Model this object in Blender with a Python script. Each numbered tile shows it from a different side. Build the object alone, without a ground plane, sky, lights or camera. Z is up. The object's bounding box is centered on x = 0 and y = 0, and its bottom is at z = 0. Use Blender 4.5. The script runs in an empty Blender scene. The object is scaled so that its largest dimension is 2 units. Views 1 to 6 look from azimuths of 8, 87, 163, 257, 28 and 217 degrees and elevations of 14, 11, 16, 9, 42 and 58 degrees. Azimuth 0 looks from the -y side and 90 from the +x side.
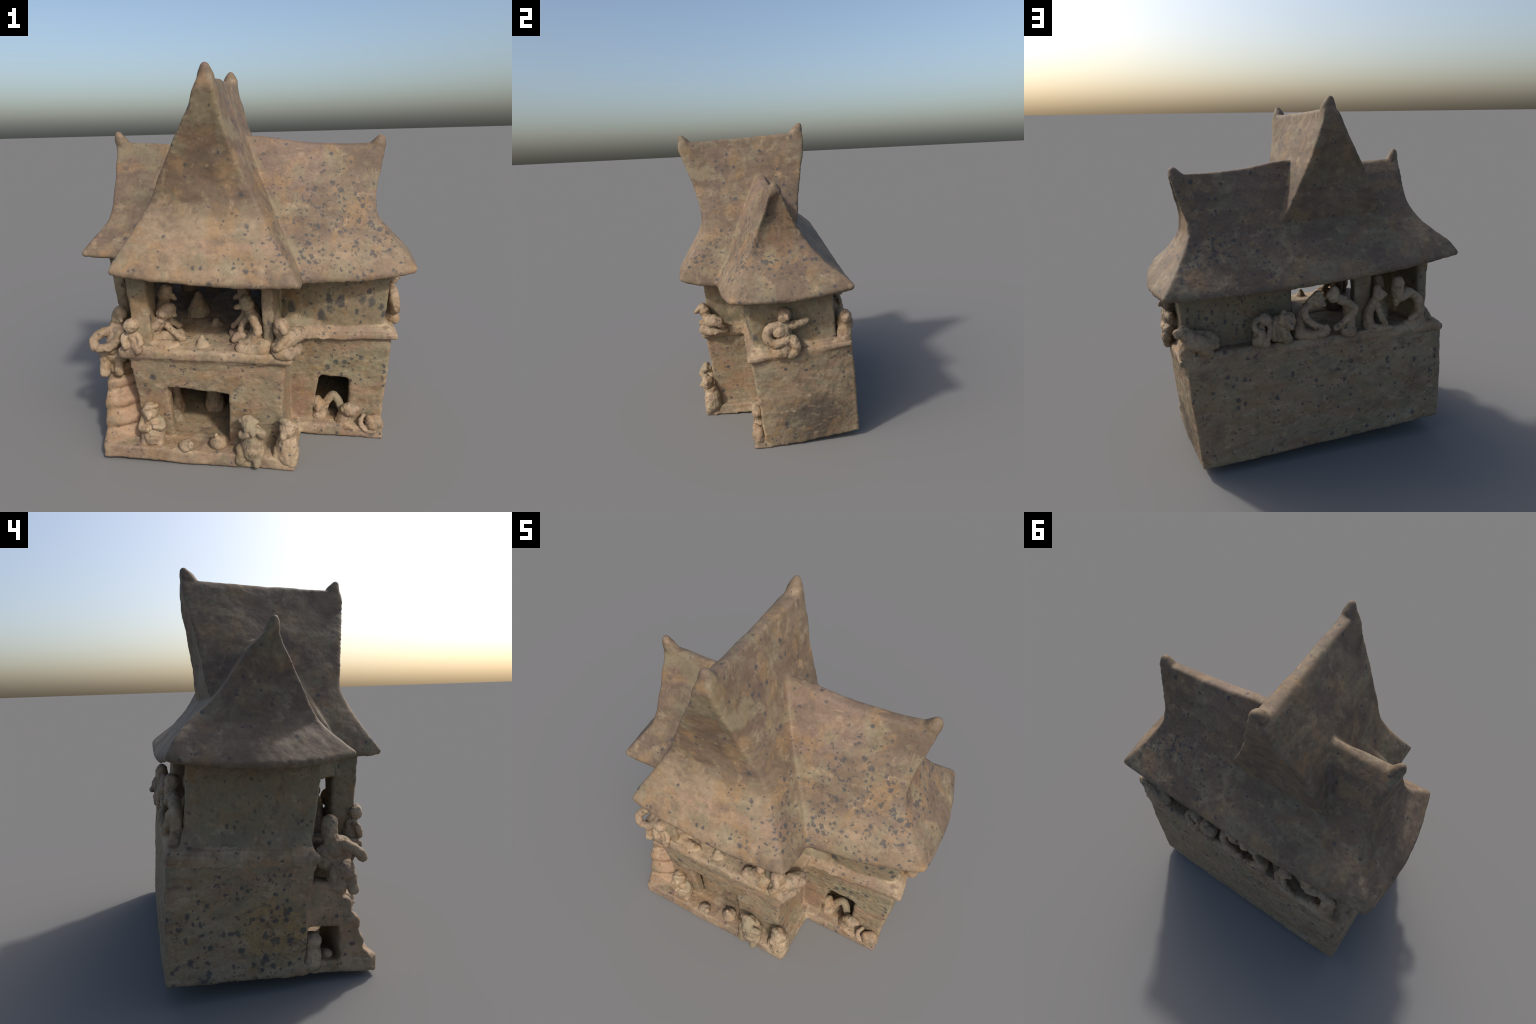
"""Fired-clay house model: two crossing saddle roofs with horns, two storeys,
open upper hall, steps, and small modelled figures on the ledges."""
import bpy, bmesh, math, random
import numpy as np
from mathutils import Vector

random.seed(7)
COL = bpy.context.scene.collection


# ------------------------------------------------------------------ helpers
def lerp(a, b, t):
    return a + (b - a) * t


def interp(keys, t):
    """keys: [(t, value)...] piecewise linear."""
    return float(np.interp(t, [k[0] for k in keys], [k[1] for k in keys]))


class Solid:
    """A bag of closed shells, to be fused by a voxel remesh."""

    def __init__(self):
        self.v, self.f = [], []

    def rings(self, rings, cap=True):
        n, base = len(rings[0]), len(self.v)
        for r in rings:
            self.v += [tuple(p) for p in r]
        for k in range(len(rings) - 1):
            a, b = base + k * n, base + (k + 1) * n
            for i in range(n):
                j = (i + 1) % n
                self.f.append((a + i, a + j, b + j, b + i))
        if cap:
            self.f.append(tuple(base + i for i in range(n))[::-1])
            self.f.append(tuple(base + (len(rings) - 1) * n + i for i in range(n)))

    def block(self, bottom, top, mid=None):
        """Hexahedron from corner lists SW, SE, NE, NW."""
        self.rings([bottom, mid, top] if mid else [bottom, top])

    def quad_wall(self, levels, n=12, steps=10):
        """Four-sided block; levels: (t, corners SW SE NE NW, outward bulge of S E N W faces)."""
        ts = [l[0] for l in levels]
        C = np.array([l[1] for l in levels]); Bu = np.array([l[2] for l in levels], float)
        rings = []
        for k in range(steps + 1):
            t = k / steps
            c = np.array([[np.interp(t, ts, C[:, i, j]) for j in range(3)] for i in range(4)])
            b = [np.interp(t, ts, Bu[:, i]) for i in range(4)]
            ring = []
            for e in range(4):
                d = c[(e + 1) % 4] - c[e]
                o = np.array([d[1], -d[0], 0]); o /= np.linalg.norm(o)
                ring += [c[e] + d * (i / n) + o * b[e] * 4 * (i / n) * (1 - i / n) for i in range(n)]
            rings.append(ring)
        self.rings(rings)

    def box(self, x0, x1, y0, y1, z0, z1):
        q = [(x0, y0), (x1, y0), (x1, y1), (x0, y1)]
        self.block([(x, y, z0) for x, y in q], [(x, y, z1) for x, y in q])

    def tube(self, pts, radii, n=14, flat=1.0):
        """Round coil of clay along points, with domed ends."""
        P = [Vector(p) for p in pts]
        # smooth spine (Catmull-Rom)
        if len(P) > 2:
            S, R = [], []
            for i in range(len(P) - 1):
                p0, p1, p2, p3 = P[max(i - 1, 0)], P[i], P[i + 1], P[min(i + 2, len(P) - 1)]
                for k in range(5):
                    t = k / 5
                    S.append(0.5 * ((2 * p1) + (p2 - p0) * t + (2 * p0 - 5 * p1 + 4 * p2 - p3) * t * t
                                    + (3 * p1 - p0 - 3 * p2 + p3) * t ** 3))
                    R.append(lerp(radii[i], radii[i + 1], t))
            S.append(P[-1]); R.append(radii[-1])
            P, radii = S, R
        tang = []
        for i in range(len(P)):
            d = P[min(i + 1, len(P) - 1)] - P[max(i - 1, 0)]
            tang.append(d.normalized() if d.length > 1e-9 else Vector((0, 0, 1)))
        up = Vector((0, 0, 1)) if abs(tang[0].z) < 0.9 else Vector((1, 0, 0))
        side = tang[0].cross(up).normalized()
        rings = []

        def ring(c, r, t, s):
            b = t.cross(s).normalized()
            rings.append([c + (s * math.cos(a) + b * math.sin(a) * flat) * r
                          for a in (2 * math.pi * i / n for i in range(n))])
        sides = []
        s = side
        for t in tang:
            s = (s - t * s.dot(t)).normalized()
            sides.append(s)
        for a in (80, 55, 28):
            a = math.radians(a)
            ring(P[0] - tang[0] * radii[0] * math.sin(a), radii[0] * math.cos(a), tang[0], sides[0])
        for c, r, t, s in zip(P, radii, tang, sides):
            ring(c, r, t, s)
        for a in (28, 55, 80):
            a = math.radians(a)
            ring(P[-1] + tang[-1] * radii[-1] * math.sin(a), radii[-1] * math.cos(a), tang[-1], sides[-1])
        self.rings(rings)

    def ball(self, c, rx, ry=None, rz=None, n=16):
        ry, rz = ry or rx, rz or rx
        rings = []
        for k in range(1, 10):
            a = -math.pi / 2 + math.pi * k / 10
            rings.append([(c[0] + rx * math.cos(a) * math.cos(b), c[1] + ry * math.cos(a) * math.sin(b),
                           c[2] + rz * math.sin(a)) for b in (2 * math.pi * i / n for i in range(n))])
        self.rings(rings)

    def mesh(self, name):
        m = bpy.data.meshes.new(name)
        m.from_pydata(self.v, [], self.f)
        bm = bmesh.new(); bm.from_mesh(m)
        bmesh.ops.recalc_face_normals(bm, faces=bm.faces)
        bm.to_mesh(m); bm.free()
        return m


def evaluated(ob):
    dg = bpy.context.evaluated_depsgraph_get()
    dg.update()
    return bpy.data.meshes.new_from_object(ob.evaluated_get(dg))


def cut(solid, cutter):
    """solid minus cutter -> mesh (exact boolean)."""
    a = bpy.data.objects.new('work_a', solid.mesh('work_a'))
    b = bpy.data.objects.new('work_b', cutter.mesh('work_b'))
    COL.objects.link(a); COL.objects.link(b)
    m = a.modifiers.new('cut', 'BOOLEAN'); m.operation = 'DIFFERENCE'
    m.solver = 'EXACT'; m.object = b; m.use_self = True
    r = evaluated(a)
    bpy.data.objects.remove(a); bpy.data.objects.remove(b)
    return r


_tex = {}


def cloud(size, depth=2):
    k = (size, depth)
    if k not in _tex:
        t = bpy.data.textures.new('clay_lumps', 'CLOUDS')
        t.noise_scale = size; t.noise_depth = depth
        _tex[k] = t
    return _tex[k]


def fuse(meshes, voxel, smooth=4, lumps=((0.16, 0.006), (0.035, 0.003)), swell=0.004):
    """Join meshes, voxel-fuse them, soften, and roughen like hand-worked clay."""
    bm = bmesh.new()
    for m in meshes:
        bm.from_mesh(m)
    bmesh.ops.triangulate(bm, faces=[f for f in bm.faces if len(f.verts) > 4])
    m = bpy.data.meshes.new('work'); bm.to_mesh(m); bm.free()
    ob = bpy.data.objects.new('work', m); COL.objects.link(ob)
    r = ob.modifiers.new('r', 'REMESH'); r.mode = 'VOXEL'; r.voxel_size = voxel; r.adaptivity = 0
    if smooth:
        s = ob.modifiers.new('s', 'SMOOTH'); s.factor = 0.5; s.iterations = smooth
    if swell:
        d = ob.modifiers.new('w', 'DISPLACE'); d.strength = swell; d.mid_level = 0.0
    for size, amount in lumps:
        d = ob.modifiers.new('d', 'DISPLACE')
        d.texture = cloud(size); d.texture_coords = 'LOCAL'; d.strength = amount; d.mid_level = 0.5
    out = evaluated(ob)
    bpy.data.objects.remove(ob)
    return out


def arrays(me):
    co = np.empty(len(me.vertices) * 3); me.vertices.foreach_get('co', co)
    no = np.empty(len(me.vertices) * 3); me.vertices.foreach_get('normal', no)
    return co.reshape(-1, 3), no.reshape(-1, 3)


def split(me, label_of, names, materials, parent):
    """Separate a fused surface by region into named objects that share borders and normals."""
    co, _ = arrays(me)
    co[:, 2] = np.maximum(co[:, 2], 0.0)        # nothing reaches below the ground
    me.vertices.foreach_set('co', co.ravel()); me.update()
    co, no = arrays(me)
    nf = len(me.polygons)
    lt = np.empty(nf, int); me.polygons.foreach_get('loop_total', lt)
    ls = np.empty(nf, int); me.polygons.foreach_get('loop_start', ls)
    lv = np.empty(len(me.loops), int); me.loops.foreach_get('vertex_index', lv)
    cen = np.add.reduceat(co[lv], ls) / lt[:, None]
    lab = label_of(cen)
    obs = []
    for k, nm in enumerate(names):
        sel = np.nonzero(lab == k)[0]
        if len(sel) == 0:
            continue
        faces = [lv[ls[i]:ls[i] + lt[i]] for i in sel]
        used = np.unique(np.concatenate(faces))
        remap = np.full(len(co), -1); remap[used] = np.arange(len(used))
        m = bpy.data.meshes.new(nm)
        m.from_pydata(co[used].tolist(), [], [remap[f].tolist() for f in faces])
        m.polygons.foreach_set('use_smooth', [True] * len(m.polygons))
        m.update()
        m.normals_split_custom_set_from_vertices(no[used].tolist())
        m.materials.append(materials[k] if isinstance(materials, list) else materials)
        ob = bpy.data.objects.new(nm, m); COL.objects.link(ob)
        ob.parent = parent
        obs.append(ob)
    bpy.data.meshes.remove(me)
    return obs


# ---------------------------------------------------------------- materials
class Nodes:
    def __init__(self, name):
        self.m = bpy.data.materials.new(name); self.m.use_nodes = True
        self.t = self.m.node_tree; self.t.nodes.clear()
        self.out = self.n('ShaderNodeOutputMaterial')
        self.b = self.n('ShaderNodeBsdfPrincipled')
        self.l(self.b.outputs[0], self.out.inputs[0])
        self.co = self.n('ShaderNodeTexCoord').outputs['Object']

    def n(self, k, **kw):
        x = self.t.nodes.new(k)
        for a, b in kw.items():
            setattr(x, a, b)
        return x

    def l(self, a, b):
        self.t.links.new(a, b)

    def put(self, sock, val):
        if hasattr(val, 'links') or isinstance(val, bpy.types.NodeSocket):
            self.l(val, sock)
        else:
            sock.default_value = val

    def math(self, op, a, b=0.0, c=0.0, clamp=False):
        x = self.n('ShaderNodeMath', operation=op, use_clamp=clamp)
        self.put(x.inputs[0], a); self.put(x.inputs[1], b); self.put(x.inputs[2], c)
        return x.outputs[0]

    def vmath(self, op, a, b=(0, 0, 0)):
        x = self.n('ShaderNodeVectorMath', operation=op)
        self.put(x.inputs[0], a); self.put(x.inputs[1], b)
        return x.outputs['Value'] if op in ('LENGTH', 'DISTANCE', 'DOT_PRODUCT') else x.outputs[0]

    def noise(self, scale, detail=3.0, rough=0.55, co=None, offset=0.0, stretch=None, color=False):
        c = co or self.co
        if offset:
            c = self.vmath('ADD', c, (offset, offset * 0.7, -offset))
        if stretch:
            c = self.vmath('MULTIPLY', c, stretch)
        x = self.n('ShaderNodeTexNoise')
        self.l(c, x.inputs['Vector'])
        x.inputs['Scale'].default_value = scale; x.inputs['Detail'].default_value = detail
        x.inputs['Roughness'].default_value = rough
        return x.outputs['Color' if color else 'Fac']

    def step(self, v, lo, hi):
        x = self.n('ShaderNodeMapRange', interpolation_type='SMOOTHSTEP')
        self.put(x.inputs['Value'], v)
        self.put(x.inputs['From Min'], lo); self.put(x.inputs['From Max'], hi)
        return x.outputs['Result']

    def mix(self, f, a, b, mode='MIX'):
        x = self.n('ShaderNodeMix', data_type='RGBA', blend_type=mode)
        self.put(x.inputs[0], f)
        for s, v in ((x.inputs[6], a), (x.inputs[7], b)):
            self.put(s, v if not isinstance(v, tuple) else (*v, 1.0))
        return x.outputs[2]

    def blob(self, centre, radius, ragged=0.5, soft=0.5):
        """Soft-edged patch: 1 at the centre, 0 beyond the (x, y, z) radius."""
        d = self.vmath('SUBTRACT', self.co, centre)
        d = self.vmath('MULTIPLY', d, tuple(1.0 / r for r in radius))
        d = self.vmath('LENGTH', d)
        n = self.math('MULTIPLY_ADD', self.rag, ragged * 2, -ragged)
        d = self.math('ADD', d, n)
        return self.step(d, 1.0 + soft * 0.3, 1.0 - soft)

    def spots(self, scale, rmin, rmax, keep, stretch=(1, 1, 1), offset=0.0):
        """Irregular flecks; keep = socket/float share of cells that carry one."""
        c = self.vmath('ADD', self.co, (offset, offset, offset))
        w = self.vmath('SUBTRACT', self.wob, (0.5, 0.5, 0.5))
        w = self.vmath('MULTIPLY', w, (0.034,) * 3)
        c = self.vmath('MULTIPLY', self.vmath('ADD', c, w), stretch)
        v = self.n('ShaderNodeTexVoronoi'); v.inputs['Scale'].default_value = scale
        self.l(c, v.inputs['Vector'])
        s = self.n('ShaderNodeSeparateColor'); self.l(v.outputs['Color'], s.inputs[0])
        r = self.math('MULTIPLY_ADD', self.math('POWER', s.outputs[0], 1.6), rmax - rmin, rmin)
        on = self.math('LESS_THAN', s.outputs[1], keep)
        fac = self.step(v.outputs['Distance'], r, self.math('MULTIPLY', r, 0.48))
        return self.math('MULTIPLY', fac, on)


TAN = (0.214, 0.153, 0.098)
PALE = (0.315, 0.240, 0.158)
PINK = (0.196, 0.136, 0.098)
OLIVE = (0.178, 0.152, 0.098)
OCHRE = (0.222, 0.143, 0.074)
BROWN = (0.110, 0.080, 0.057)
GREY = (0.048, 0.050, 0.053)


def clay(name, base=TAN, second=PALE, third=PINK, density=(0.25, []), patches=(), big=0.0,
         streak=(1, 1, 1), fine=0.35, bump=0.12, stretch_spots=(1, 1, 1), size=1.0, soot=0.55, pale=0.6, brushed=0.18):
    """density = (everywhere, [(centre, radius, extra)...]); patches = [(centre, radius, colour, strength)]"""
    k = Nodes(name)
    k.rag = k.noise(7, 4, 0.6, offset=3.1)
    k.wob = k.noise(48, 4, 0.65, color=True)
    flow = k.vmath('MULTIPLY', k.vmath('SUBTRACT', k.noise(6, 3, 0.5, offset=21.0, color=True), (0.5,) * 3), (0.12,) * 3)
    k.flow = k.vmath('ADD', k.co, flow)          # smeared, brushed-looking domains

    def field(scale, off, lo, hi, amount=1.0, rough=0.62):
        return k.math('MULTIPLY', k.step(k.noise(scale, 6, rough, co=k.flow, offset=off, stretch=streak), lo, hi), amount)
    col = k.mix(field(3.0, 0.0, 0.40, 0.60), base, second)
    col = k.mix(field(4.3, 5.3, 0.46, 0.62), col, third)
    for c, r, colour, s in patches:
        col = k.mix(k.math('MULTIPLY', k.blob(c, r), s), col, colour)
    col = k.mix(field(7.0, 15.0, 0.50, 0.68, soot), col, BROWN)
    col = k.mix(field(8.0, 9.7, 0.50, 0.63, 0.65), col, OCHRE)
    col = k.mix(field(7.0, 2.2, 0.49, 0.63, 0.7), col, OLIVE)
    col = k.mix(field(13.0, 12.2, 0.54, 0.66, pale, 0.7), col, PALE)
    col = k.mix(field(20.0, 18.2, 0.53, 0.66, 0.55, 0.7), col, BROWN)
    st = k.noise(5.0, 5, 0.6, co=k.flow, offset=41.0, stretch=(1.0, 1.0, 4.5))
    col = k.mix(brushed, col, k.mix(k.step(st, 0.36, 0.64), (0.74, 0.73, 0.72), (1.2, 1.19, 1.17)), 'MULTIPLY')
    # fine mottling
    f = k.step(k.noise(55, 5, 0.65, offset=1.3), 0.32, 0.68)
    col = k.mix(fine, col, k.mix(f, (0.72, 0.72, 0.73), (1.22, 1.21, 1.19)), 'MULTIPLY')
    d0, extra = density
    keep = d0
    for c, r, e in extra:
        keep = k.math('MULTIPLY_ADD', k.blob(c, r, 0.6, 0.8), e, keep)
    clump = k.step(k.noise(5, 2, 0.5, offset=7.7), 0.3, 0.65)
    keep = k.math('MULTIPLY', keep, k.math('MULTIPLY_ADD', clump, 0.8, 0.5))
    s1 = k.spots(26 / size, 0.12, 0.50, k.math('MULTIPLY', keep, 0.75), stretch_spots)
    s2 = k.spots(48 / size, 0.12, 0.50, k.math('MULTIPLY', keep, 0.6), (1, 1, 1), offset=4.0)
    thr = k.math('MULTIPLY_ADD', keep, -0.075, 0.705)      # ragged smudges, more of them where flecks are dense
    smudge = k.noise(23 / size, 4, 0.6, offset=31.0, stretch=stretch_spots)
    s2 = k.math('MAXIMUM', s2, k.math('MULTIPLY', k.step(smudge, thr, k.math('ADD', thr, 0.03)), 0.9))
    s = k.math('MAXIMUM', s1, s2)
    if big:
        keep_big = big if not isinstance(big, tuple) else k.math('MULTIPLY', k.blob(big[0], big[1], 0.3, 0.5), big[2])
        s = k.math('MAXIMUM', s, k.spots(11, 0.22, 0.58, keep_big, (1.7, 1.7, 0.75), offset=2.0))
    s = k.math('MULTIPLY', s, k.step(k.noise(60, 3, 0.6, offset=0.4), 0.12, 0.45))
    col = k.mix(k.math('MULTIPLY', s, 0.84), col, GREY)
    k.l(col, k.b.inputs['Base Color'])
    k.b.inputs['Roughness'].default_value = 0.7
    k.b.inputs['Specular IOR Level'].default_value = 0.3
    h = k.math('ADD', k.noise(45, 6, 0.65), k.math('MULTIPLY', k.noise(160, 4, 0.6, stretch=streak), 0.4))
    bp = k.n('ShaderNodeBump'); bp.inputs['Strength'].default_value = bump
    bp.inputs['Distance'].default_value = 0.012
    k.l(h, bp.inputs['Height']); k.l(bp.outputs[0], k.b.inputs['Normal'])
    return k.m


M_ROOF = clay('roof_clay', base=(0.128, 0.090, 0.061), second=(0.163, 0.121, 0.081), third=(0.132, 0.093, 0.069), soot=0.55, pale=0.4, brushed=0.45,
              density=(0.16, [((0.56, -0.1, 1.22), (0.50, 0.45, 0.42), 1.3), ((0.45, 0.4, 1.15), (0.5, 0.3, 0.3), 0.8),
                              ((0.15, -0.45, 1.12), (0.35, 0.3, 0.22), 0.5), ((0.0, -0.2, 1.5), (0.12, 0.2, 0.35), 0.35)]),
              patches=[((-0.08, -0.45, 1.62), (0.16, 0.16, 0.22), (0.135, 0.090, 0.055), 0.7),
                       ((-0.12, -0.42, 1.74), (0.09, 0.12, 0.07), (0.075, 0.060, 0.046), 0.8),
                       ((-0.08, -0.42, 1.55), (0.13, 0.12, 0.06), (0.085, 0.068, 0.052), 0.6),
                       ((0.68, 0.08, 1.28), (0.10, 0.14, 0.14), (0.175, 0.105, 0.058), 0.7),
                       ((-0.2, -0.5, 1.24), (0.45, 0.3, 0.12), (0.265, 0.202, 0.132), 0.7),
                       ((-0.1, -0.5, 1.16), (0.35, 0.2, 0.05), (0.250, 0.162, 0.110), 0.7),
                       ((-0.2, -0.5, 1.08), (0.5, 0.2, 0.09), (0.258, 0.182, 0.112), 0.7),
                       ((0.25, 0.0, 1.5), (0.25, 0.3, 0.22), (0.175, 0.124, 0.095), 0.7),
                       ((0.6, -0.2, 1.05), (0.4, 0.2, 0.12), (0.248, 0.180, 0.118), 0.6)])
M_LOWER = clay('lower_wall_clay', base=(0.232, 0.174, 0.108), second=(0.236, 0.194, 0.128), third=(0.245, 0.166, 0.108), streak=(1, 1, 1.8),
               density=(0.32, [((-0.75, 0.2, 0.3), (0.2, 0.6, 0.42), 1.1), ((0.5, -0.1, 0.4), (0.4, 0.15, 0.4), 0.4)]),
               patches=[((0.74, 0.28, 0.17), (0.15, 0.26, 0.20), (0.085, 0.068, 0.054), 0.85),
                        ((-0.45, 0.56, 0.17), (0.2, 0.1, 0.06), (0.27, 0.25, 0.18), 0.7),
                        ((-0.74, 0.2, 0.13), (0.1, 0.4, 0.07), (0.23, 0.205, 0.15), 0.7),
                        ((0.62, -0.08, 0.42), (0.25, 0.1, 0.12), (0.225, 0.205, 0.130), 0.7),
                        ((0.29, -0.05, 0.2), (0.08, 0.1, 0.14), (0.19, 0.115, 0.08), 0.7),
                        ((-0.76, 0.05, 0.3), (0.1, 0.25, 0.2), (0.265, 0.172, 0.062), 0.6)], bump=0.4, pale=0.8, size=1.15, soot=0.65)
M_UPPER = clay('upper_wall_clay', base=(0.205, 0.162, 0.102), second=OLIVE, third=(0.215, 0.160, 0.102),
               density=(0.25, [((0.5, -0.15, 0.85), (0.4, 0.2, 0.25), 0.5), ((0.45, 0.4, 0.85), (0.4, 0.15, 0.25), 0.8)]),
               stretch_spots=(1.3, 1.3, 0.7), size=1.1, big=((0.5, -0.18, 0.85), (0.42, 0.25, 0.22), 0.9), soot=0.25)
M_LEDGE = clay('ledge_clay', base=(0.265, 0.188, 0.120), second=PALE, density=(0.40, []), pale=0.6)
M_STEP = clay('step_clay', base=(0.275, 0.172, 0.106), second=(0.30, 0.205, 0.13), third=(0.26, 0.155, 0.106), density=(0.22, []), pale=0.6)
M_FLOOR = clay('floor_slab_clay', base=(0.265, 0.187, 0.120), second=PALE, density=(0.2, []), bump=0.4, pale=0.7)
M_FIG = clay('figure_clay', base=(0.275, 0.200, 0.129), second=(0.320, 0.243, 0.160), third=(0.255, 0.180, 0.123),
             density=(0.18, []), fine=0.4, size=0.6, soot=0.5, pale=0.65)

# --------------------------------------------------------------------- house
house = bpy.data.objects.new('clay_house', None)
COL.objects.link(house)
house['label'] = 'two-storey fired clay house model with horned roofs and figures'
house['category'] = 'house model'


# ----- roof ---------------------------------------------------------------
def hip_at(pts, t):
    """Point on a hip line at fraction t of its height drop."""
    p = np.array(pts)
    f = (p[0, 2] - p[:, 2]) / (p[0, 2] - p[-1, 2])
    return np.array([np.interp(t, f, p[:, i]) for i in range(3)])


def saddle(hips, bows, levels=44, n=26, top_lift=None, under=0.035, east_heavy=False):
    """Four-hipped saddle roof.  hips: SW, SE, NE, NW lines from ridge to eave.
    bows: per side (S, E, N, W) keys of outward bulge and of drop along the height."""
    rings = []
    for k in range(levels + 1):
        t = k / levels
        c = [hip_at(h, t) for h in hips]
        ring = []
        for e in range(4):
            a, b = c[e], c[(e + 1) % 4]
            d = b - a
            out = np.array([d[1], -d[0], 0]); out /= np.linalg.norm(out)
            amt, drop = interp(bows[e][0], t), interp(bows[e][1], t)
            for i in range(n):
                s = i / n
                w = 4 * s * (1 - s)
                w = w ** 0.8
                if east_heavy and e == 0:      # south side: the bulge sits east of the tall roof
                    w *= 0.15 + 0.85 * min(1.0, max(0.0, (s - 0.25) / 0.4))
                p = a + d * s + out * amt * w - np.array([0, 0, drop * w])
                if top_lift:
                    p[2] += top_lift(p[0], p[1]) * (1 - t) ** 2
                ring.append(p)
        rings.append(ring)
    # underside: step in and up a little so the eave has an edge of its own
    last = np.array(rings[-1]); mid = last.mean(0)
    lip = last.copy(); lip[:, :2] = mid[:2] + (last[:, :2] - mid[:2]) * 0.985; lip[:, 2] -= 0.022
    inner = last.copy(); inner[:, :2] = mid[:2] + (last[:, :2] - mid[:2]) * 0.86; inner[:, 2] += under
    rings += [lip.tolist(), inner.tolist()]
    return rings


roof = Solid()
main_SW = [(-.106, -.520, 1.886), (-.119, -.523, 1.86), (-.149, -.510, 1.777), (-.196, -.487, 1.698), (-.238, -.467, 1.635),
           (-.277, -.449, 1.56), (-.336, -.422, 1.464), (-.381, -.401, 1.363), (-.435, -.423, 1.27),
           (-.506, -.471, 1.167), (-.550, -.508, 1.104), (-.566, -.534, 1.062)]
main_SE = [(-.046, -.522, 1.886), (-.042, -.521, 1.842), (-.035, -.496, 1.774), (-.023, -.474, 1.716), (-.006, -.452, 1.656),
           (.010, -.431, 1.588), (.038, -.407, 1.51), (.073, -.382, 1.422), (.103, -.372, 1.355),
           (.135, -.377, 1.275), (.179, -.418, 1.194), (.233, -.466, 1.12), (.279, -.515, 1.057), (.301, -.540, 1.01)]
main_NE = [(-.076, .352, 1.925), (-.071, .358, 1.873), (-.043, .348, 1.775), (-.021, .328, 1.69), (.01, .312, 1.604),
           (.047, .296, 1.516), (.074, .286, 1.452), (.107, .281, 1.387), (.16, .26, 1.28), (.22, .22, 1.06)]
main_NW = [(-.150, .352, 1.925), (-.170, .352, 1.901), (-.219, .345, 1.808), (-.273, .330, 1.718), (-.319, .313, 1.638), (-.363, .302, 1.55),
           (-.404, .291, 1.458), (-.453, .284, 1.372), (-.50, .25, 1.28), (-.54, .2, 1.10)]
zero = [(0, 0), (1, 0)]
roof.rings(saddle(
    [main_SW, main_SE, main_NE, main_NW],
    [([(0, 0), (.15, -.010), (.35, -.014), (.52, .002), (.65, .010), (1, .03)], [(0, 0), (.7, 0), (1, .012)]),
     ([(0, -.010), (.12, .004), (.35, .018), (.6, .018), (1, .04)], [(0, -.002), (.15, 0), (.7, 0), (1, .075)]),
     ([(0, 0), (.35, -.018), (.5, -.020), (.6, -.008), (1, 0)], zero),
     ([(0, -.010), (.12, .002), (.35, .010), (.6, .010), (1, .0)], [(0, -.002), (.15, 0), (.7, 0), (1, .02)])]))
# soft clay pressed into the four valleys: levels of (z, corner x, corner y)
VALLEYS = [
    ([(1.60, .00, .035), (1.5, .045, .0), (1.4, .09, -.045), (1.3, .14, -.085), (1.2, .18, -.135), (1.1, .22, -.20), (1.03, .245, -.24)], .15, -.12),
    ([(1.60, -.29, .01), (1.5, -.345, -.04), (1.4, -.40, -.085), (1.3, -.455, -.13), (1.2, -.51, -.18), (1.12, -.55, -.25)], -.10, -.10),
    ([(1.58, .01, .10), (1.5, .045, .14), (1.4, .09, .20), (1.32, .12, .24)], .05, .04),
    ([(1.58, -.30, .09), (1.5, -.345, .14), (1.4, -.40, .21), (1.32, -.44, .25)], -.05, .04)]
for lv, lx, ly in VALLEYS:
    tri = [[(x - .1 * lx / abs(lx), y - .08 * ly / abs(ly), z), (x + lx * k, y, z), (x + .12 * lx, y + .12 * ly, z), (x, y + ly * k, z)]
           for (z, x, y), k in zip(lv, [.35] + [1] * (len(lv) - 2) + [.6])]
    roof.rings(tri)

cross_SW = [(-.690, .004, 1.622), (-.684, -.012, 1.578), (-.677, -.071, 1.448), (-.681, -.124, 1.32), (-.695, -.164, 1.23),
            (-.738, -.209, 1.175), (-.796, -.303, 1.092)]
cross_SE = [(.728, .066, 1.585), (.721, .045, 1.537), (.705, .020, 1.457), (.688, -.010, 1.392), (.678, -.031, 1.342),
            (.677, -.070, 1.256), (.692, -.098, 1.202), (.759, -.141, 1.122), (.822, -.180, 1.060), (.866, -.198, .992)]
cross_NE = [(.733, .112, 1.597), (.709, .156, 1.485), (.692, .178, 1.432), (.666, .213, 1.364), (.657, .261, 1.285),
            (.688, .304, 1.226), (.730, .368, 1.159), (.815, .495, 1.052), (.828, .512, 1.030)]
cross_NW = [(-.690, .054, 1.622), (-.672, .124, 1.554), (-.659, .179, 1.475), (-.659, .245, 1.391), (-.670, .291, 1.344),
            (-.698, .364, 1.286), (-.758, .436, 1.228), (-.809, .480, 1.188), (-.848, .520, 1.128)]


def east_ridge_rise(x, y):
    return 0.048 * math.exp(-((x - 0.05) / 0.22) ** 2)


roof.rings(saddle(
    [cross_SW, cross_SE, cross_NE, cross_NW],
    [([(0, .030), (.2, .048), (.45, .060), (.75, .055), (1, .068)], [(0, .012), (.2, 0), (.6, .0), (1, .07)]),
     ([(0, -.008), (.12, -.03), (.3, -.028), (.5, -.008), (.66, .008), (1, .04)], [(0, 0), (.6, 0), (1, .018)]),
     ([(0, -.028), (.25, -.024), (.6, -.014), (.82, -.015), (1, .014)], [(0, .014), (.3, 0), (.6, 0), (1, .036)]),
     ([(0, -.006), (.35, -.006), (.65, 0), (1, .055)], [(0, 0), (.6, 0), (1, .035)])], top_lift=east_ridge_rise, east_heavy=True))

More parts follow.
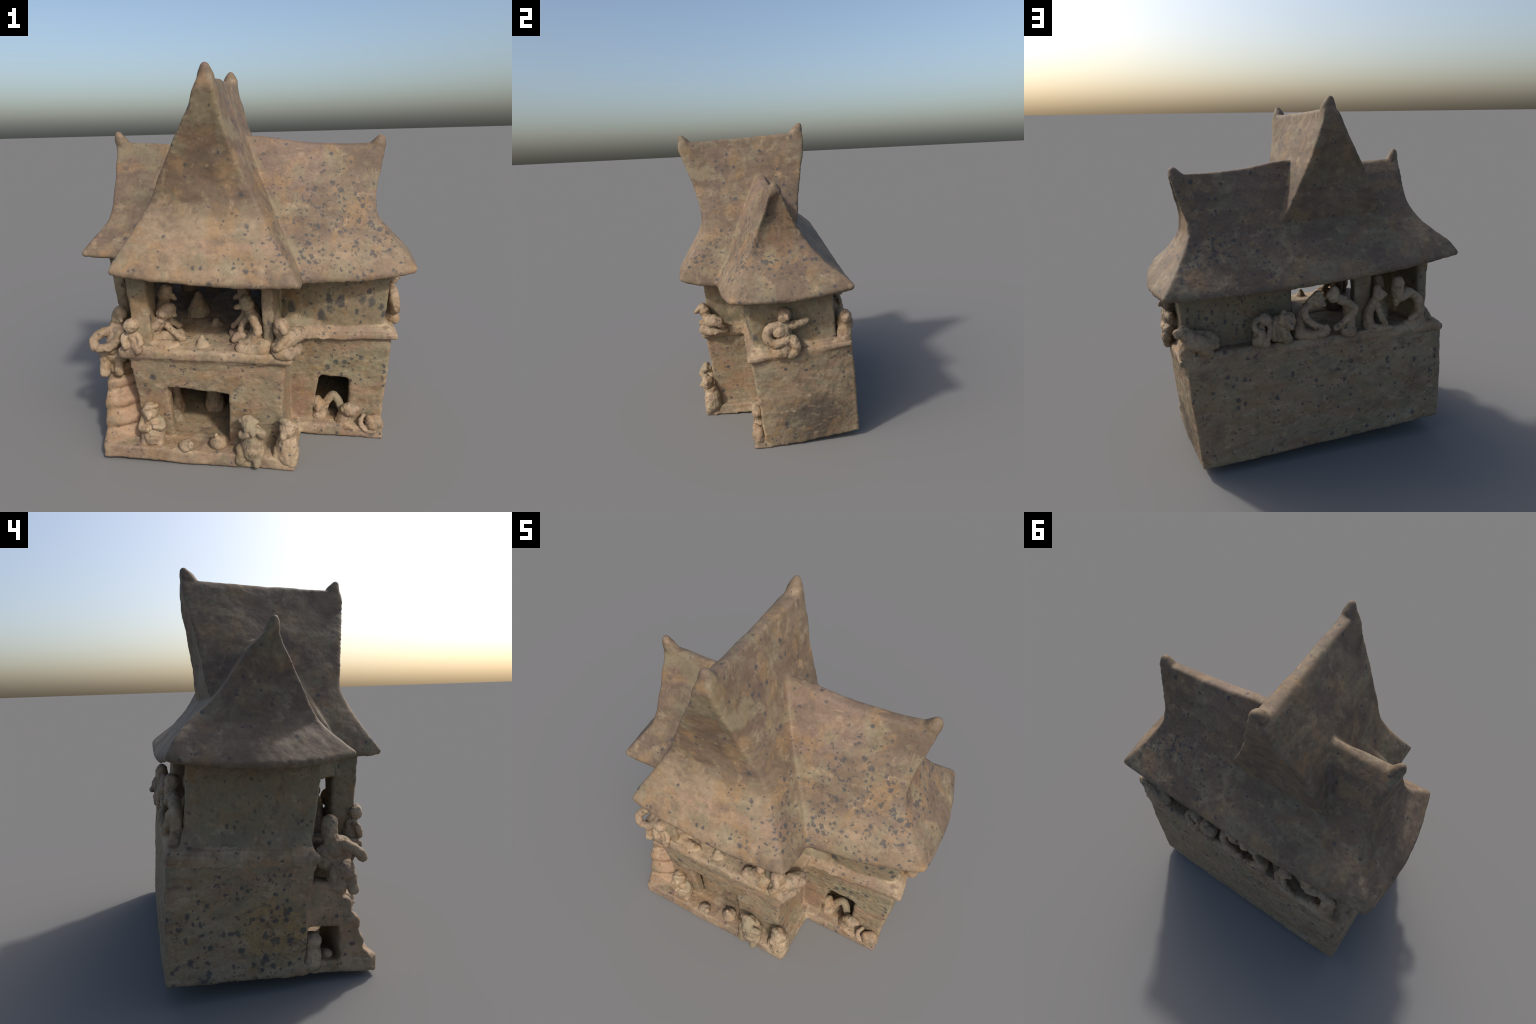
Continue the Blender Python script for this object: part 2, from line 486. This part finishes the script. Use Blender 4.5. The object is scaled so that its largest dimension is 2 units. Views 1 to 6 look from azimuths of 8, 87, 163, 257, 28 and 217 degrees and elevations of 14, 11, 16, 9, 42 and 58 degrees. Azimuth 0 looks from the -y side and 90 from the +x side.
HORNS = [  # spine from inside the ridge end to the tip
    ([(-.076, -.440, 1.845), (-.077, -.468, 1.872), (-.077, -.488, 1.900), (-.074, -.502, 1.930)], [.024, .034, .034, .020]),
    ([(-.108, .270, 1.885), (-.110, .298, 1.912), (-.112, .320, 1.945), (-.112, .334, 1.978)], [.026, .038, .037, .020]),
    ([(-.620, .028, 1.575), (-.648, .026, 1.603), (-.668, .022, 1.638), (-.677, .018, 1.667)], [.022, .032, .030, .018]),
    ([(.640, .090, 1.535), (.672, .090, 1.560), (.695, .087, 1.588), (.704, .085, 1.611)], [.022, .036, .036, .023])]
for p, r in HORNS:
    roof.tube(p, r)

roof_me = fuse([roof.mesh('roof')], 0.006, smooth=24, swell=0.0045, lumps=((0.22, 0.012), (0.07, 0.005), (0.025, 0.0012)))
TIPS = np.array([h[0][3] for h in HORNS]); BASE_Z = [1.895, 1.935, 1.635, 1.585]


def roof_label(c):
    lab = np.zeros(len(c), int)
    for i, t in enumerate(TIPS):
        near = (np.hypot(c[:, 0] - t[0], c[:, 1] - t[1]) < 0.09) & (c[:, 2] > BASE_Z[i])
        lab[near] = i + 1
    return lab


parts = split(roof_me, roof_label, ['roof'] + ['roof_horn'] * 4, M_ROOF, house)
for o in parts[1:]:
    o.parent = parts[0]


# ----- walls, floors and steps ------------------------------------------------
def ground(x, y):
    """The house stands askew: its underside slopes up to the back left."""
    return max(-0.004, 0.030 - 0.045 * x + 0.085 * y)


def floor2(x, y):
    return 0.648 - 0.012 * x + 0.10 * y


def g(x, y, h=0.0):
    return (x, y, ground(x, y) + h)


cutter = Solid()
# rooms of the ground floor
cutter.block([(-.48, -.28, .085), (.18, -.28, .075), (.18, .45, .13), (-.48, .45, .15)],
             [(-.48, -.32, .53), (.18, -.32, .53), (.18, .44, .60), (-.48, .44, .60)])
cutter.block([(.33, .0, .055), (.66, .0, .05), (.64, .46, .12), (.30, .46, .12)],
             [(.33, -.03, .46), (.70, -.03, .45), (.68, .44, .52), (.30, .44, .52)])
# front doorway, side doorway, opening under the steps
cutter.block([(-.372, -.50, .080), (-.068, -.50, .072), (-.068, -.2, .088), (-.372, -.2, .096)],
             [(-.380, -.50, .405), (-.052, -.50, .380), (-.052, -.2, .40), (-.380, -.2, .425)])
cutter.block([(.350, -.25, .062), (.555, -.25, .055), (.555, .1, .065), (.350, .1, .075)],
             [(.400, -.25, .346), (.545, -.25, .336), (.545, .1, .340), (.400, .1, .35)],
             [(.385, -.25, .320), (.560, -.25, .315), (.560, .1, .32), (.385, .1, .325)])
cutter.block([(-.82, -.245, .098), (-.40, -.245, .09), (-.40, -.062, .10), (-.82, -.062, .112)],
             [(-.82, -.242, .270), (-.40, -.242, .27), (-.40, -.080, .285), (-.82, -.080, .285)])

main_block = Solid()
main_block.quad_wall([
    (0.00, [g(-.742, -.080), g(.734, -.035), g(.684, .558), g(-.755, .568)], (-.015, .006, .008, .0)),
    (0.45, [(-.750, -.085, .33), (.748, -.060, .30), (.712, .536, .36), (-.755, .552, .40)], (-.015, .034, .006, .006)),
    (1.00, [(-.757, -.118, .625), (.766, -.098, .570), (.737, .508, .685), (-.752, .534, .695)], (0, .034, -.010, .026))])
front_block = Solid()
front_block.quad_wall([
    (0.0, [g(-.525, -.305), g(.225, -.330), g(.25, .1), g(-.52, .1)], (0, -.01, 0, 0)),
    (0.55, [(-.538, -.358, .34), (.212, -.378, .32), (.245, .1, .30), (-.53, .1, .30)], (.006, -.012, 0, 0)),
    (1.0, [(-.552, -.405, .600), (.230, -.398, .580), (.27, .1, .60), (-.54, .1, .60)], (.006, 0, 0, 0))])
stair = Solid()
steps = [(-.412, .095), (-.364, .200), (-.344, .297), (-.306, .392), (-.262, .462)]  # front edge y, tread height
y_prev = -.428
prof = [(-.428, ground(-.6, -.43))]
for y, z in steps:
    prof += [(y + .009, z - .055), (y + .001, z - .02), (y + .014, z)]
prof += [(-.23, .475), (-.06, .50), (-.06, ground(-.6, 0))]
stair.rings([[(x, y + dy * (.55 + 1.5 * z / .46) * (y < -.2), z) for y, z in prof] for x, dy in ((-.730, .0), (-.70, -.002), (-.64, .020), (-.57, .060), (-.51, .10))])
for y, z in steps:
    q = .55 + 1.5 * z / .46
    stair.tube([(-.708, y + .022, z - .016), (-.66, y + .020 + .012 * q, z - .018), (-.60, y + .024 + .04 * q, z - .020), (-.535, y + .024 + .08 * q, z - .022)], [.024, .028, .028, .026])
slabs = Solid()
slabs.block([g(-.720, -.432), g(.275, -.434), g(.300, .05), g(-.71, .05)],
            [(-.720, -.428, .092), (.268, -.428, .060), (.270, .05, .080), (-.71, .05, .105)])
slabs.block([g(.20, -.10), g(.740, -.106), g(.73, .1), g(.26, .1)],
            [(.20, -.095, .068), (.738, -.102, .055), (.73, .1, .06), (.26, .1, .07)])
ledge = Solid()


def ledge_at(q, lo, hi):
    return [(x, y, floor2(x, y) + lo) for x, y in q], [(x, y, floor2(x, y) + hi) for x, y in q]


ledge.block(*ledge_at([(-.772, -.138), (.800, -.120), (.768, .506), (-.766, .540)], -.040, -.010))
ledge.block(*ledge_at([(-.758, -.120), (.770, -.095), (.734, .498), (-.750, .528)], -.075, .010))
ledge.block(*ledge_at([(-.602, -.418), (.262, -.424), (.280, .05), (-.57, .05)], -.026, .012))
ledge.block(*ledge_at([(-.590, -.408), (.252, -.412), (.280, .05), (-.57, .05)], -.042, .016))
# sloping foot of the room's south wall
ledge.block([(.20, -.15, .59), (.785, -.112, .595), (.76, .1, .62), (.22, .1, .62)],
            [(.20, -.11, .690), (.742, -.050, .660), (.74, .1, .67), (.22, .1, .69)])
# foot of the west wall
ledge.block([(-.768, -.125, .60), (-.60, -.125, .60), (-.60, .48, .66), (-.764, .49, .66)],
            [(-.700, -.115, .725), (-.64, -.115, .725), (-.64, .45, .78), (-.700, .455, .78)])

upper = Solid()
upper.quad_wall([
    (0, [(.16, -.015, .58), (.728, -.045, .58), (.735, .418, .62), (.13, .418, .62)], (.048, .0, 0, 0)),
    (.5, [(.15, -.03, .82), (.742, -.092, .82), (.744, .405, .86), (.13, .405, .86)], (.06, .0, 0, 0)),
    (1, [(.14, -.05, 1.02), (.755, -.125, 1.02), (.750, .392, 1.10), (.13, .392, 1.10)], (.065, 0, 0, 0))])
upper.block([(-.690, -.120, .58), (-.640, -.120, .58), (-.640, .452, .66), (-.690, .452, .66)],
            [(-.712, -.185, 1.12), (-.655, -.185, 1.12), (-.655, .415, 1.16), (-.712, .415, 1.16)])
upper.block([(-.690, -.115, .58), (-.610, -.105, .58), (-.615, -.05, .58), (-.690, -.05, .58)],
            [(-.708, -.16, 1.10), (-.620, -.14, 1.08), (-.625, -.08, 1.10), (-.708, -.08, 1.12)])
upper.block([(.130, -.380, .58), (.178, -.380, .58), (.180, .03, .58), (.12, .03, .58)],
            [(.124, -.405, 1.05), (.174, -.405, 1.05), (.172, .03, 1.05), (.11, .03, 1.05)])
post = Solid()
post.block([(-.508, -.393, .58), (-.426, -.393, .58), (-.426, -.290, .58), (-.508, -.290, .58)],
           [(-.535, -.425, 1.08), (-.446, -.425, 1.08), (-.446, -.30, 1.08), (-.535, -.30, 1.08)])
beam = Solid()
beam.block([(-.505, -.37, .945), (-.450, -.37, .945), (-.58, -.10, .955), (-.645, -.12, .955)],
           [(-.505, -.37, 1.08), (-.450, -.37, 1.08), (-.58, -.10, 1.10), (-.645, -.12, 1.10)])
post.block([(-.325, .40, .62), (-.235, .40, .62), (-.235, .46, .62), (-.325, .46, .62)],
           [(-.325, .39, 1.12), (-.225, .39, 1.12), (-.225, .45, 1.12), (-.325, .45, 1.12)])

body_me = fuse([cut(main_block, cutter), cut(front_block, cutter), cut(stair, cutter), slabs.mesh('s'), ledge.mesh('l'),
                upper.mesh('u'), post.mesh('p'), beam.mesh('b')], 0.0075, smooth=4,
               lumps=((0.25, 0.013), (0.06, 0.008), (0.025, 0.003)))

BODY = ['lower_wall', 'floor_slab', 'staircase', 'upper_floor', 'upper_wall', 'post', 'post']


def body_label(c):
    x, y, z = c.T
    zf = 0.648 - 0.012 * x + 0.10 * y
    lab = np.zeros(len(c), int)
    slab_top = 0.086 - 0.03 * x + 0.03 * y
    lab[(z < slab_top) & (y < -.05)] = 1
    lab[(x < -.55) & (y < -.07) & (z > .1) & (z < .53)] = 2
    lab[z > zf - 0.055] = 3
    lab[z > zf + 0.022] = 4
    lab[(z > zf + 0.022) & (x > -.56) & (x < -.40) & (y < -.26)] = 5
    lab[(z > zf + 0.022) & (x > -.38) & (x < -.18) & (y > .3)] = 6
    return lab


split(body_me, body_label, BODY, [M_LOWER, M_FLOOR, M_STEP, M_LEDGE, M_UPPER, M_UPPER, M_UPPER], house)


# ----- figures ------------------------------------------------------------------
def figure(name, pieces, voxel=0.004, smooth=2):
    """pieces: (part name, points, radii) coils of clay pressed together."""
    fat = {'arm': 1.10, 'leg': 1.10, 'torso': 1.12, 'neck': 1.12, 'head': 1.10, 'nose': 1.15, 'hat': 1.1, 'headband': 1.1}
    pieces = [(nm, pts, tuple(q * fat.get(nm, 1.05) for q in rad) if isinstance(rad, tuple)
               else [q * fat.get(nm, 1.05) for q in rad] if isinstance(rad, list) else rad * fat.get(nm, 1.05))
              for nm, pts, rad in pieces]
    s = Solid()
    for nm, pts, rad in pieces:
        if len(pts) == 1:
            r = rad if isinstance(rad, tuple) else (rad, rad, rad)
            s.ball(pts[0], *r)
        else:
            s.tube(pts, rad)
    me = fuse([s.mesh(name)], voxel, smooth, lumps=((0.05, 0.010), (0.025, 0.006)), swell=0.0015)

    def label(c):
        best = np.full(len(c), 1e9); lab = np.zeros(len(c), int)
        for i, (nm, pts, rad) in enumerate(pieces):
            if len(pts) == 1:
                r = rad if isinstance(rad, tuple) else (rad, rad, rad)
                q = (c - np.array(pts[0])) / np.array(r)
                d = (np.linalg.norm(q, axis=1) - 1) * min(r)
            else:
                d = np.full(len(c), 1e9)
                for a, b, ra, rb in zip(pts, pts[1:], rad, rad[1:]):
                    a, b = np.array(a), np.array(b)
                    ab = b - a
                    t = np.clip((c - a) @ ab / max(ab @ ab, 1e-9), 0, 1)
                    d = np.minimum(d, np.linalg.norm(c - a - t[:, None] * ab, axis=1) - (ra + (rb - ra) * t))
            m = d < best
            best[m] = d[m]; lab[m] = i
        return lab
    e = bpy.data.objects.new(name, None); COL.objects.link(e); e.parent = house
    e.empty_display_size = 0.05
    split(me, label, [p[0] for p in pieces], M_FIG, e)
    return e


# upper hall, front edge: two seated figures facing one another
figure('seated_figure', [
    ('torso', [(-.425, -.335, .63), (-.440, -.335, .69), (-.400, -.335, .752)], [.045, .032, .028]),
    ('head', [(-.378, -.335, .795), (-.352, -.337, .812)], [.036, .034]),
    ('nose', [(-.345, -.338, .795), (-.322, -.338, .783)], [.014, .008]),
    ('arm', [(-.405, -.362, .745), (-.455, -.375, .69), (-.420, -.380, .650), (-.375, -.375, .645)], [.018, .018, .018, .015]),
    ('arm', [(-.390, -.31, .74), (-.36, -.31, .70), (-.315, -.33, .672)], [.017, .016, .014]),
    ('leg', [(-.42, -.36, .63), (-.36, -.375, .625), (-.315, -.37, .64)], [.036, .033, .018]),
    ('leg', [(-.42, -.31, .64), (-.36, -.30, .66), (-.295, -.32, .655)], [.032, .028, .016])])
figure('seated_figure', [
    ('torso', [(.075, -.33, .65), (.095, -.33, .725), (.060, -.33, .80)], [.045, .030, .024]),
    ('head', [(.045, -.33, .84), (.035, -.33, .865)], [.033, .028]),
    ('nose', [(.02, -.335, .84), (-.008, -.335, .83)], [.015, .009]),
    ('arm', [(.07, -.355, .79), (.098, -.375, .72), (.060, -.38, .672), (.02, -.375, .66)], [.020, .021, .020, .016]),
    ('arm', [(.05, -.30, .78), (.02, -.30, .74), (.005, -.31, .70)], [.017, .016, .014]),
    ('leg', [(.12, -.37, .635), (.06, -.38, .625), (.01, -.385, .635)], [.05, .038, .022]),
    ('leg', [(.07, -.30, .65), (.01, -.30, .67), (-.025, -.32, .655)], [.034, .028, .018])])
figure('seated_figure', [
    ('torso', [(-.40, -.24, .64), (-.42, -.24, .73), (-.405, -.24, .81)], [.045, .034, .028]),
    ('head', [(-.398, -.24, .858), (-.390, -.24, .885)], [.034, .028]),
    ('nose', [(-.362, -.24, .85), (-.345, -.24, .84)], [.013, .008]),
    ('arm', [(-.39, -.27, .80), (-.37, -.28, .74), (-.33, -.26, .70)], [.018, .017, .014]),
    ('leg', [(-.39, -.24, .645), (-.33, -.25, .65)], [.036, .026])])
figure('seated_figure', [
    ('torso', [(.05, -.22, .64), (.07, -.22, .73), (.04, -.22, .81)], [.045, .034, .028]),
    ('head', [(.015, -.23, .862), (.012, -.23, .885)], [.034, .028]),
    ('nose', [(-.018, -.235, .855), (-.032, -.235, .845)], [.013, .008]),
    ('arm', [(.03, -.25, .80), (.0, -.26, .74), (-.04, -.25, .70)], [.018, .017, .014]),
    ('leg', [(.05, -.23, .645), (-.04, -.24, .65)], [.036, .026])])
figure('jar', [('vessel', [(-.285, .0, .655), (-.285, .0, .70), (-.285, .0, .755), (-.285, .0, .785)], [.062, .060, .030, .016])])
figure('food_mound', [('food', [(-.185, -.352, .628), (-.185, -.352, .645), (-.186, -.352, .678)], [.036, .030, .008])], smooth=2)
figure('food_mound', [('food', [(-.16, -.12, .65), (-.16, -.12, .67)], [.04, .02])], smooth=2)
# small figure at the corner beside the post
figure('seated_figure', [
    ('torso', [(-.510, -.385, .63), (-.520, -.39, .68), (-.522, -.40, .715)], [.045, .030, .020]),
    ('head', [(-.525, -.415, .752), (-.515, -.418, .760)], [.032, .030]),
    ('arm', [(-.535, -.395, .700), (-.568, -.41, .69), (-.560, -.42, .645)], [.016, .016, .016]),
    ('arm', [(-.50, -.40, .700), (-.478, -.42, .665), (-.50, -.43, .64)], [.016, .015, .014]),
    ('leg', [(-.52, -.39, .635), (-.49, -.425, .632)], [.036, .020])])
# figure at the head of the steps, arms in a ring, on a stool
figure('seated_figure', [
    ('torso', [(-.680, -.240, .595)], (.038, .092, .066)),
    ('neck', [(-.685, -.235, .63), (-.675, -.222, .69)], [.045, .034]),
    ('head', [(-.665, -.222, .715), (-.655, -.228, .745)], [.038, .036]),
    ('nose', [(-.64, -.25, .725), (-.635, -.265, .72)], [.012, .008]),
    ('arm', [(-.690, -.24, .655), (-.742, -.29, .655), (-.770, -.325, .630), (-.745, -.352, .600), (-.68, -.350, .605)],
     [.024, .021, .021, .020, .018]),
    ('arm', [(-.66, -.26, .66), (-.635, -.31, .64), (-.67, -.34, .61)], [.024, .024, .020]),
    ('stool', [(-.715, -.270, .540), (-.655, -.265, .540)], [.050, .048]),
    ('leg', [(-.728, -.300, .52), (-.732, -.310, .445)], [.024, .022]),
    ('leg', [(-.660, -.290, .52), (-.655, -.300, .445)], [.023, .021]),
    ('leg', [(-.70, -.24, .54), (-.70, -.24, .46)], [.045, .045])])
# dog-like figure crouched at the right front corner
figure('crouching_figure', [
    ('torso', [(.200, -.395, .640), (.230, -.375, .675), (.265, -.34, .690), (.30, -.30, .690)], [.035, .038, .040, .030]),
    ('head', [(.215, -.405, .755), (.214, -.412, .775)], [.036, .030]),
    ('nose', [(.225, -.435, .765), (.235, -.458, .755)], [.018, .012]),
    ('neck', [(.225, -.385, .70), (.217, -.40, .745)], [.028, .028]),
    ('arm', [(.235, -.40, .69), (.205, -.43, .665), (.19, -.43, .655)], [.017, .016, .014]),
    ('leg', [(.29, -.34, .68), (.318, -.33, .70), (.30, -.27, .66)], [.022, .022, .018]),
    ('leg', [(.20, -.41, .63), (.255, -.41, .62), (.285, -.33, .62), (.275, -.26, .625)], [.026, .024, .022, .018])])

# ground floor, front slab
figure('standing_figure', [
    ('torso', [(-.468, -.365, .125), (-.468, -.365, .19), (-.468, -.37, .22)], [.052, .050, .040]),
    ('head', [(-.470, -.385, .265), (-.470, -.385, .285)], [.036, .032]),
    ('nose', [(-.466, -.415, .27), (-.466, -.425, .255)], [.012, .009]),
    ('headband', [(-.505, -.395, .275), (-.478, -.410, .305), (-.434, -.395, .307)], [.011, .012, .010]),
    ('arm', [(-.510, -.37, .215), (-.520, -.40, .18), (-.48, -.425, .19)], [.018, .017, .013]),
    ('arm', [(-.425, -.37, .215), (-.410, -.395, .19), (-.44, -.42, .205)], [.018, .017, .013]),
    ('leg', [(-.505, -.375, .13), (-.510, -.385, .075)], [.026, .023]),
    ('leg', [(-.440, -.375, .13), (-.437, -.385, .075)], [.026, .023])])
figure('pot', [('bowl', [(-.285, -.405, .095)], (.037, .034, .030)), ('lid', [(-.258, -.418, .106)], (.017, .018, .022))])
figure('pot', [('bowl', [(-.123, -.372, .10)], (.043, .040, .036)), ('lid', [(-.128, -.378, .122), (-.130, -.382, .145)], [.022, .012])])
figure('seated_figure', [
    ('torso', [(.058, -.405, .10), (.062, -.405, .16), (.065, -.41, .195)], [.055, .052, .040]),
    ('head', [(.050, -.432, .252), (.058, -.445, .245)], [.034, .032]),
    ('headband', [(.012, -.425, .272), (.045, -.438, .283), (.085, -.43, .265)], [.015, .018, .014]),
    ('nose', [(.068, -.47, .24), (.075, -.478, .222)], [.013, .011]),
    ('arm', [(.02, -.42, .195), (.02, -.45, .20), (.045, -.468, .215)], [.021, .019, .015]),
    ('arm', [(.105, -.415, .19), (.118, -.445, .205), (.095, -.46, .235)], [.021, .019, .016]),
    ('leg', [(.012, -.415, .10), (.002, -.432, .045)], [.029, .023]),
    ('leg', [(.092, -.415, .10), (.084, -.438, .038)], [.029, .023])])
figure('seated_figure', [
    ('torso', [(.235, -.385, .07), (.238, -.385, .13), (.240, -.390, .175)], [.056, .050, .036]),
    ('head', [(.240, -.415, .235), (.244, -.42, .225)], [.037, .036]),
    ('headband', [(.215, -.42, .272), (.245, -.43, .262), (.278, -.42, .245)], [.014, .018, .013]),
    ('nose', [(.225, -.45, .22), (.222, -.458, .205)], [.014, .011]),
    ('leg', [(.195, -.395, .08), (.185, -.405, .035)], [.028, .022]),
    ('leg', [(.265, -.395, .09), (.262, -.410, .035)], [.030, .025])])
# inside the ground floor room
figure('seated_figure', [
    ('torso', [(-.43, -.08, .11), (-.44, -.08, .20), (-.43, -.09, .25)], [.05, .04, .03]),
    ('head', [(-.42, -.10, .30)], .036),
    ('arm', [(-.42, -.11, .24), (-.405, -.14, .20), (-.44, -.15, .13)], [.018, .016, .014]),
    ('leg', [(-.43, -.12, .11), (-.40, -.16, .10)], [.036, .034])])
figure('jar', [('vessel', [(-.21, -.03, .11), (-.21, -.03, .16), (-.21, -.03, .23)], [.055, .05, .035])])
figure('seated_figure', [
    ('torso', [(-.705, -.105, .10), (-.70, -.11, .15)], [.046, .040]),
    ('head', [(-.70, -.115, .20)], .040),
    ('leg', [(-.66, -.18, .10), (-.68, -.20, .115)], [.026, .022])])

# side doorway: figures crouching on the slab
figure('crouching_figure', [
    ('torso', [(.388, -.01, .07), (.392, .0, .10)], [.040, .036]),
    ('head', [(.382, -.012, .150), (.388, -.02, .140)], [.034, .032]),
    ('nose', [(.385, -.05, .14), (.387, -.058, .13)], [.012, .009]),
    ('arm', [(.42, .0, .10), (.437, .0, .16), (.472, .004, .192), (.505, .0, .16), (.528, -.02, .10)],
     [.020, .020, .020, .019, .018])])
figure('crouching_figure', [
    ('torso', [(.525, -.055, .06), (.535, -.055, .10)], [.038, .034]),
    ('head', [(.555, -.072, .148), (.565, -.078, .150)], [.034, .034]),
    ('hat', [(.528, -.075, .155), (.56, -.08, .175), (.598, -.075, .158)], [.016, .02, .016]),
    ('leg', [(.515, -.08, .055), (.565, -.095, .055)], [.022, .016])])
figure('curled_dog', [
    ('torso', [(.685, -.085, .07), (.705, -.08, .085), (.715, -.07, .06)], [.032, .034, .028]),
    ('head', [(.672, -.092, .098), (.668, -.095, .115)], [.024, .016]),
    ('tail', [(.640, -.06, .11), (.622, -.088, .08), (.650, -.10, .045), (.695, -.105, .042)], [.011, .012, .012, .010])])

# east ledge: figure with ringed arms
figure('seated_figure', [
    ('torso', [(.775, .105, .65), (.772, .10, .72), (.770, .11, .80)], [.045, .042, .036]),
    ('head', [(.785, .105, .862), (.788, .110, .880)], [.036, .034]),
    ('nose', [(.818, .120, .872), (.830, .124, .866)], [.013, .009]),
    ('arm', [(.785, .08, .81), (.792, .020, .795), (.796, .0, .745), (.802, .035, .705), (.806, .095, .715), (.800, .125, .735)],
     [.024, .024, .025, .025, .022, .019]),
    ('drum', [(.800, .072, .775)], (.022, .040, .036)),
    ('arm', [(.780, .15, .805), (.785, .19, .815), (.780, .24, .835)], [.026, .023, .014]),
    ('leg', [(.775, .07, .655), (.800, .06, .645), (.802, .095, .64)], [.036, .030, .026]),
    ('leg', [(.790, .14, .72), (.806, .165, .70), (.806, .170, .66), (.80, .13, .625)], [.030, .026, .024, .022])])
# north-east corner: animal looking out over the corner
figure('lying_dog', [
    ('torso', [(.580, .478, .735), (.640, .478, .755), (.700, .478, .770)], [.020, .042, .046]),
    ('neck', [(.700, .475, .785), (.728, .474, .815)], [.038, .034]),
    ('head', [(.742, .474, .830), (.764, .474, .824)], [.033, .026]),
    ('leg', [(.725, .468, .730), (.728, .470, .69)], [.040, .040]),
    ('leg', [(.640, .48, .72), (.620, .485, .70)], [.036, .030]),
    ('tail', [(.66, .45, .80), (.60, .46, .79), (.565, .47, .76)], [.018, .022, .010])])
# north ledge groups
figure('crouching_figure', [
    ('head', [(.186, .505, .828), (.192, .505, .838)], [.042, .044]),
    ('hat', [(.205, .50, .868), (.206, .50, .885)], [.022, .010]),
    ('nose', [(.180, .545, .818), (.178, .552, .815)], [.018, .014]),
    ('torso', [(.222, .475, .74), (.228, .47, .82)], [.036, .032]),
    ('leg', [(.210, .505, .785), (.192, .515, .735)], [.026, .026]),
    ('arm', [(.245, .48, .84), (.268, .50, .80), (.262, .505, .74)], [.017, .016, .015])])
figure('crouching_figure', [
    ('torso', [(.335, .475, .72), (.335, .47, .80)], [.034, .030]),
    ('head', [(.310, .485, .850), (.298, .49, .845)], [.032, .030]),
    ('arm', [(.335, .48, .855), (.370, .50, .840), (.366, .51, .805), (.335, .515, .785), (.345, .52, .735)], [.014, .014, .014, .017, .020]),
    ('arm', [(.300, .495, .84), (.285, .51, .80), (.305, .52, .745)], [.014, .014, .016]),
    ('leg', [(.355, .505, .735), (.315, .520, .725)], [.026, .022])])
figure('embracing_figure', [
    ('head', [(.010, .495, .915), (.002, .495, .945)], [.030, .022]),
    ('nose', [(-.012, .50, .905), (-.028, .50, .898)], [.014, .010]),
    ('hat', [(.060, .49, .925), (.020, .49, .960), (-.005, .49, .965)], [.010, .016, .012]),
    ('torso', [(.105, .475, .73), (.112, .475, .80), (.090, .48, .87), (.04, .485, .90)], [.034, .024, .018, .018]),
    ('arm', [(.085, .495, .88), (.085, .51, .84), (.045, .52, .80), (-.015, .52, .765)], [.018, .017, .017, .018]),
    ('leg', [(.09, .49, .735), (.02, .505, .730), (-.030, .515, .745), (-.034, .52, .775)], [.028, .026, .024, .014])])
figure('embracing_figure', [
    ('head', [(-.078, .50, .935), (-.085, .50, .970)], [.030, .024]),
    ('nose', [(-.058, .50, .955), (-.045, .50, .945)], [.014, .010]),
    ('torso', [(-.175, .485, .72), (-.185, .485, .80), (-.170, .485, .88), (-.115, .49, .92)], [.038, .030, .026, .022]),
    ('arm', [(-.165, .505, .895), (-.200, .515, .855), (-.165, .52, .81), (-.095, .525, .76)], [.021, .022, .018, .016]),
    ('leg', [(-.185, .505, .72), (-.145, .515, .735)], [.032, .026])])
figure('seated_figure', [
    ('head', [(-.355, .50, .915), (-.348, .50, .955)], [.030, .020]),
    ('nose', [(-.378, .505, .925), (-.392, .505, .916)], [.014, .010]),
    ('torso', [(-.318, .485, .71), (-.300, .485, .79), (-.325, .49, .86), (-.342, .495, .89)], [.034, .026, .022, .020]),
    ('arm', [(-.345, .51, .865), (-.362, .52, .80), (-.395, .525, .745)], [.016, .014, .012]),
    ('leg', [(-.315, .505, .725), (-.36, .515, .715), (-.425, .52, .715)], [.028, .024, .015])])
figure('bending_figure', [
    ('head', [(-.490, .475, .970), (-.485, .48, .905)], [.032, .032]),
    ('nose', [(-.478, .485, .86), (-.478, .485, .84)], [.020, .013]),
    ('torso', [(-.625, .475, .72), (-.640, .475, .80), (-.615, .475, .865), (-.545, .475, .905)], [.036, .024, .024, .026]),
    ('arm', [(-.555, .49, .90), (-.500, .50, .875)], [.022, .018]),
    ('arm', [(-.615, .495, .85), (-.610, .515, .79), (-.560, .515, .745)], [.018, .016, .014]),
    ('leg', [(-.64, .485, .71), (-.59, .495, .715), (-.545, .50, .71)], [.034, .028, .022])])
figure('seated_figure', [
    ('torso', [(-.430, .37, .70), (-.435, .37, .80), (-.425, .375, .87)], [.050, .044, .030]),
    ('head', [(-.415, .38, .930), (-.405, .385, .965)], [.034, .030]),
    ('arm', [(-.42, .40, .87), (-.40, .43, .82), (-.43, .44, .76)], [.020, .018, .016])])
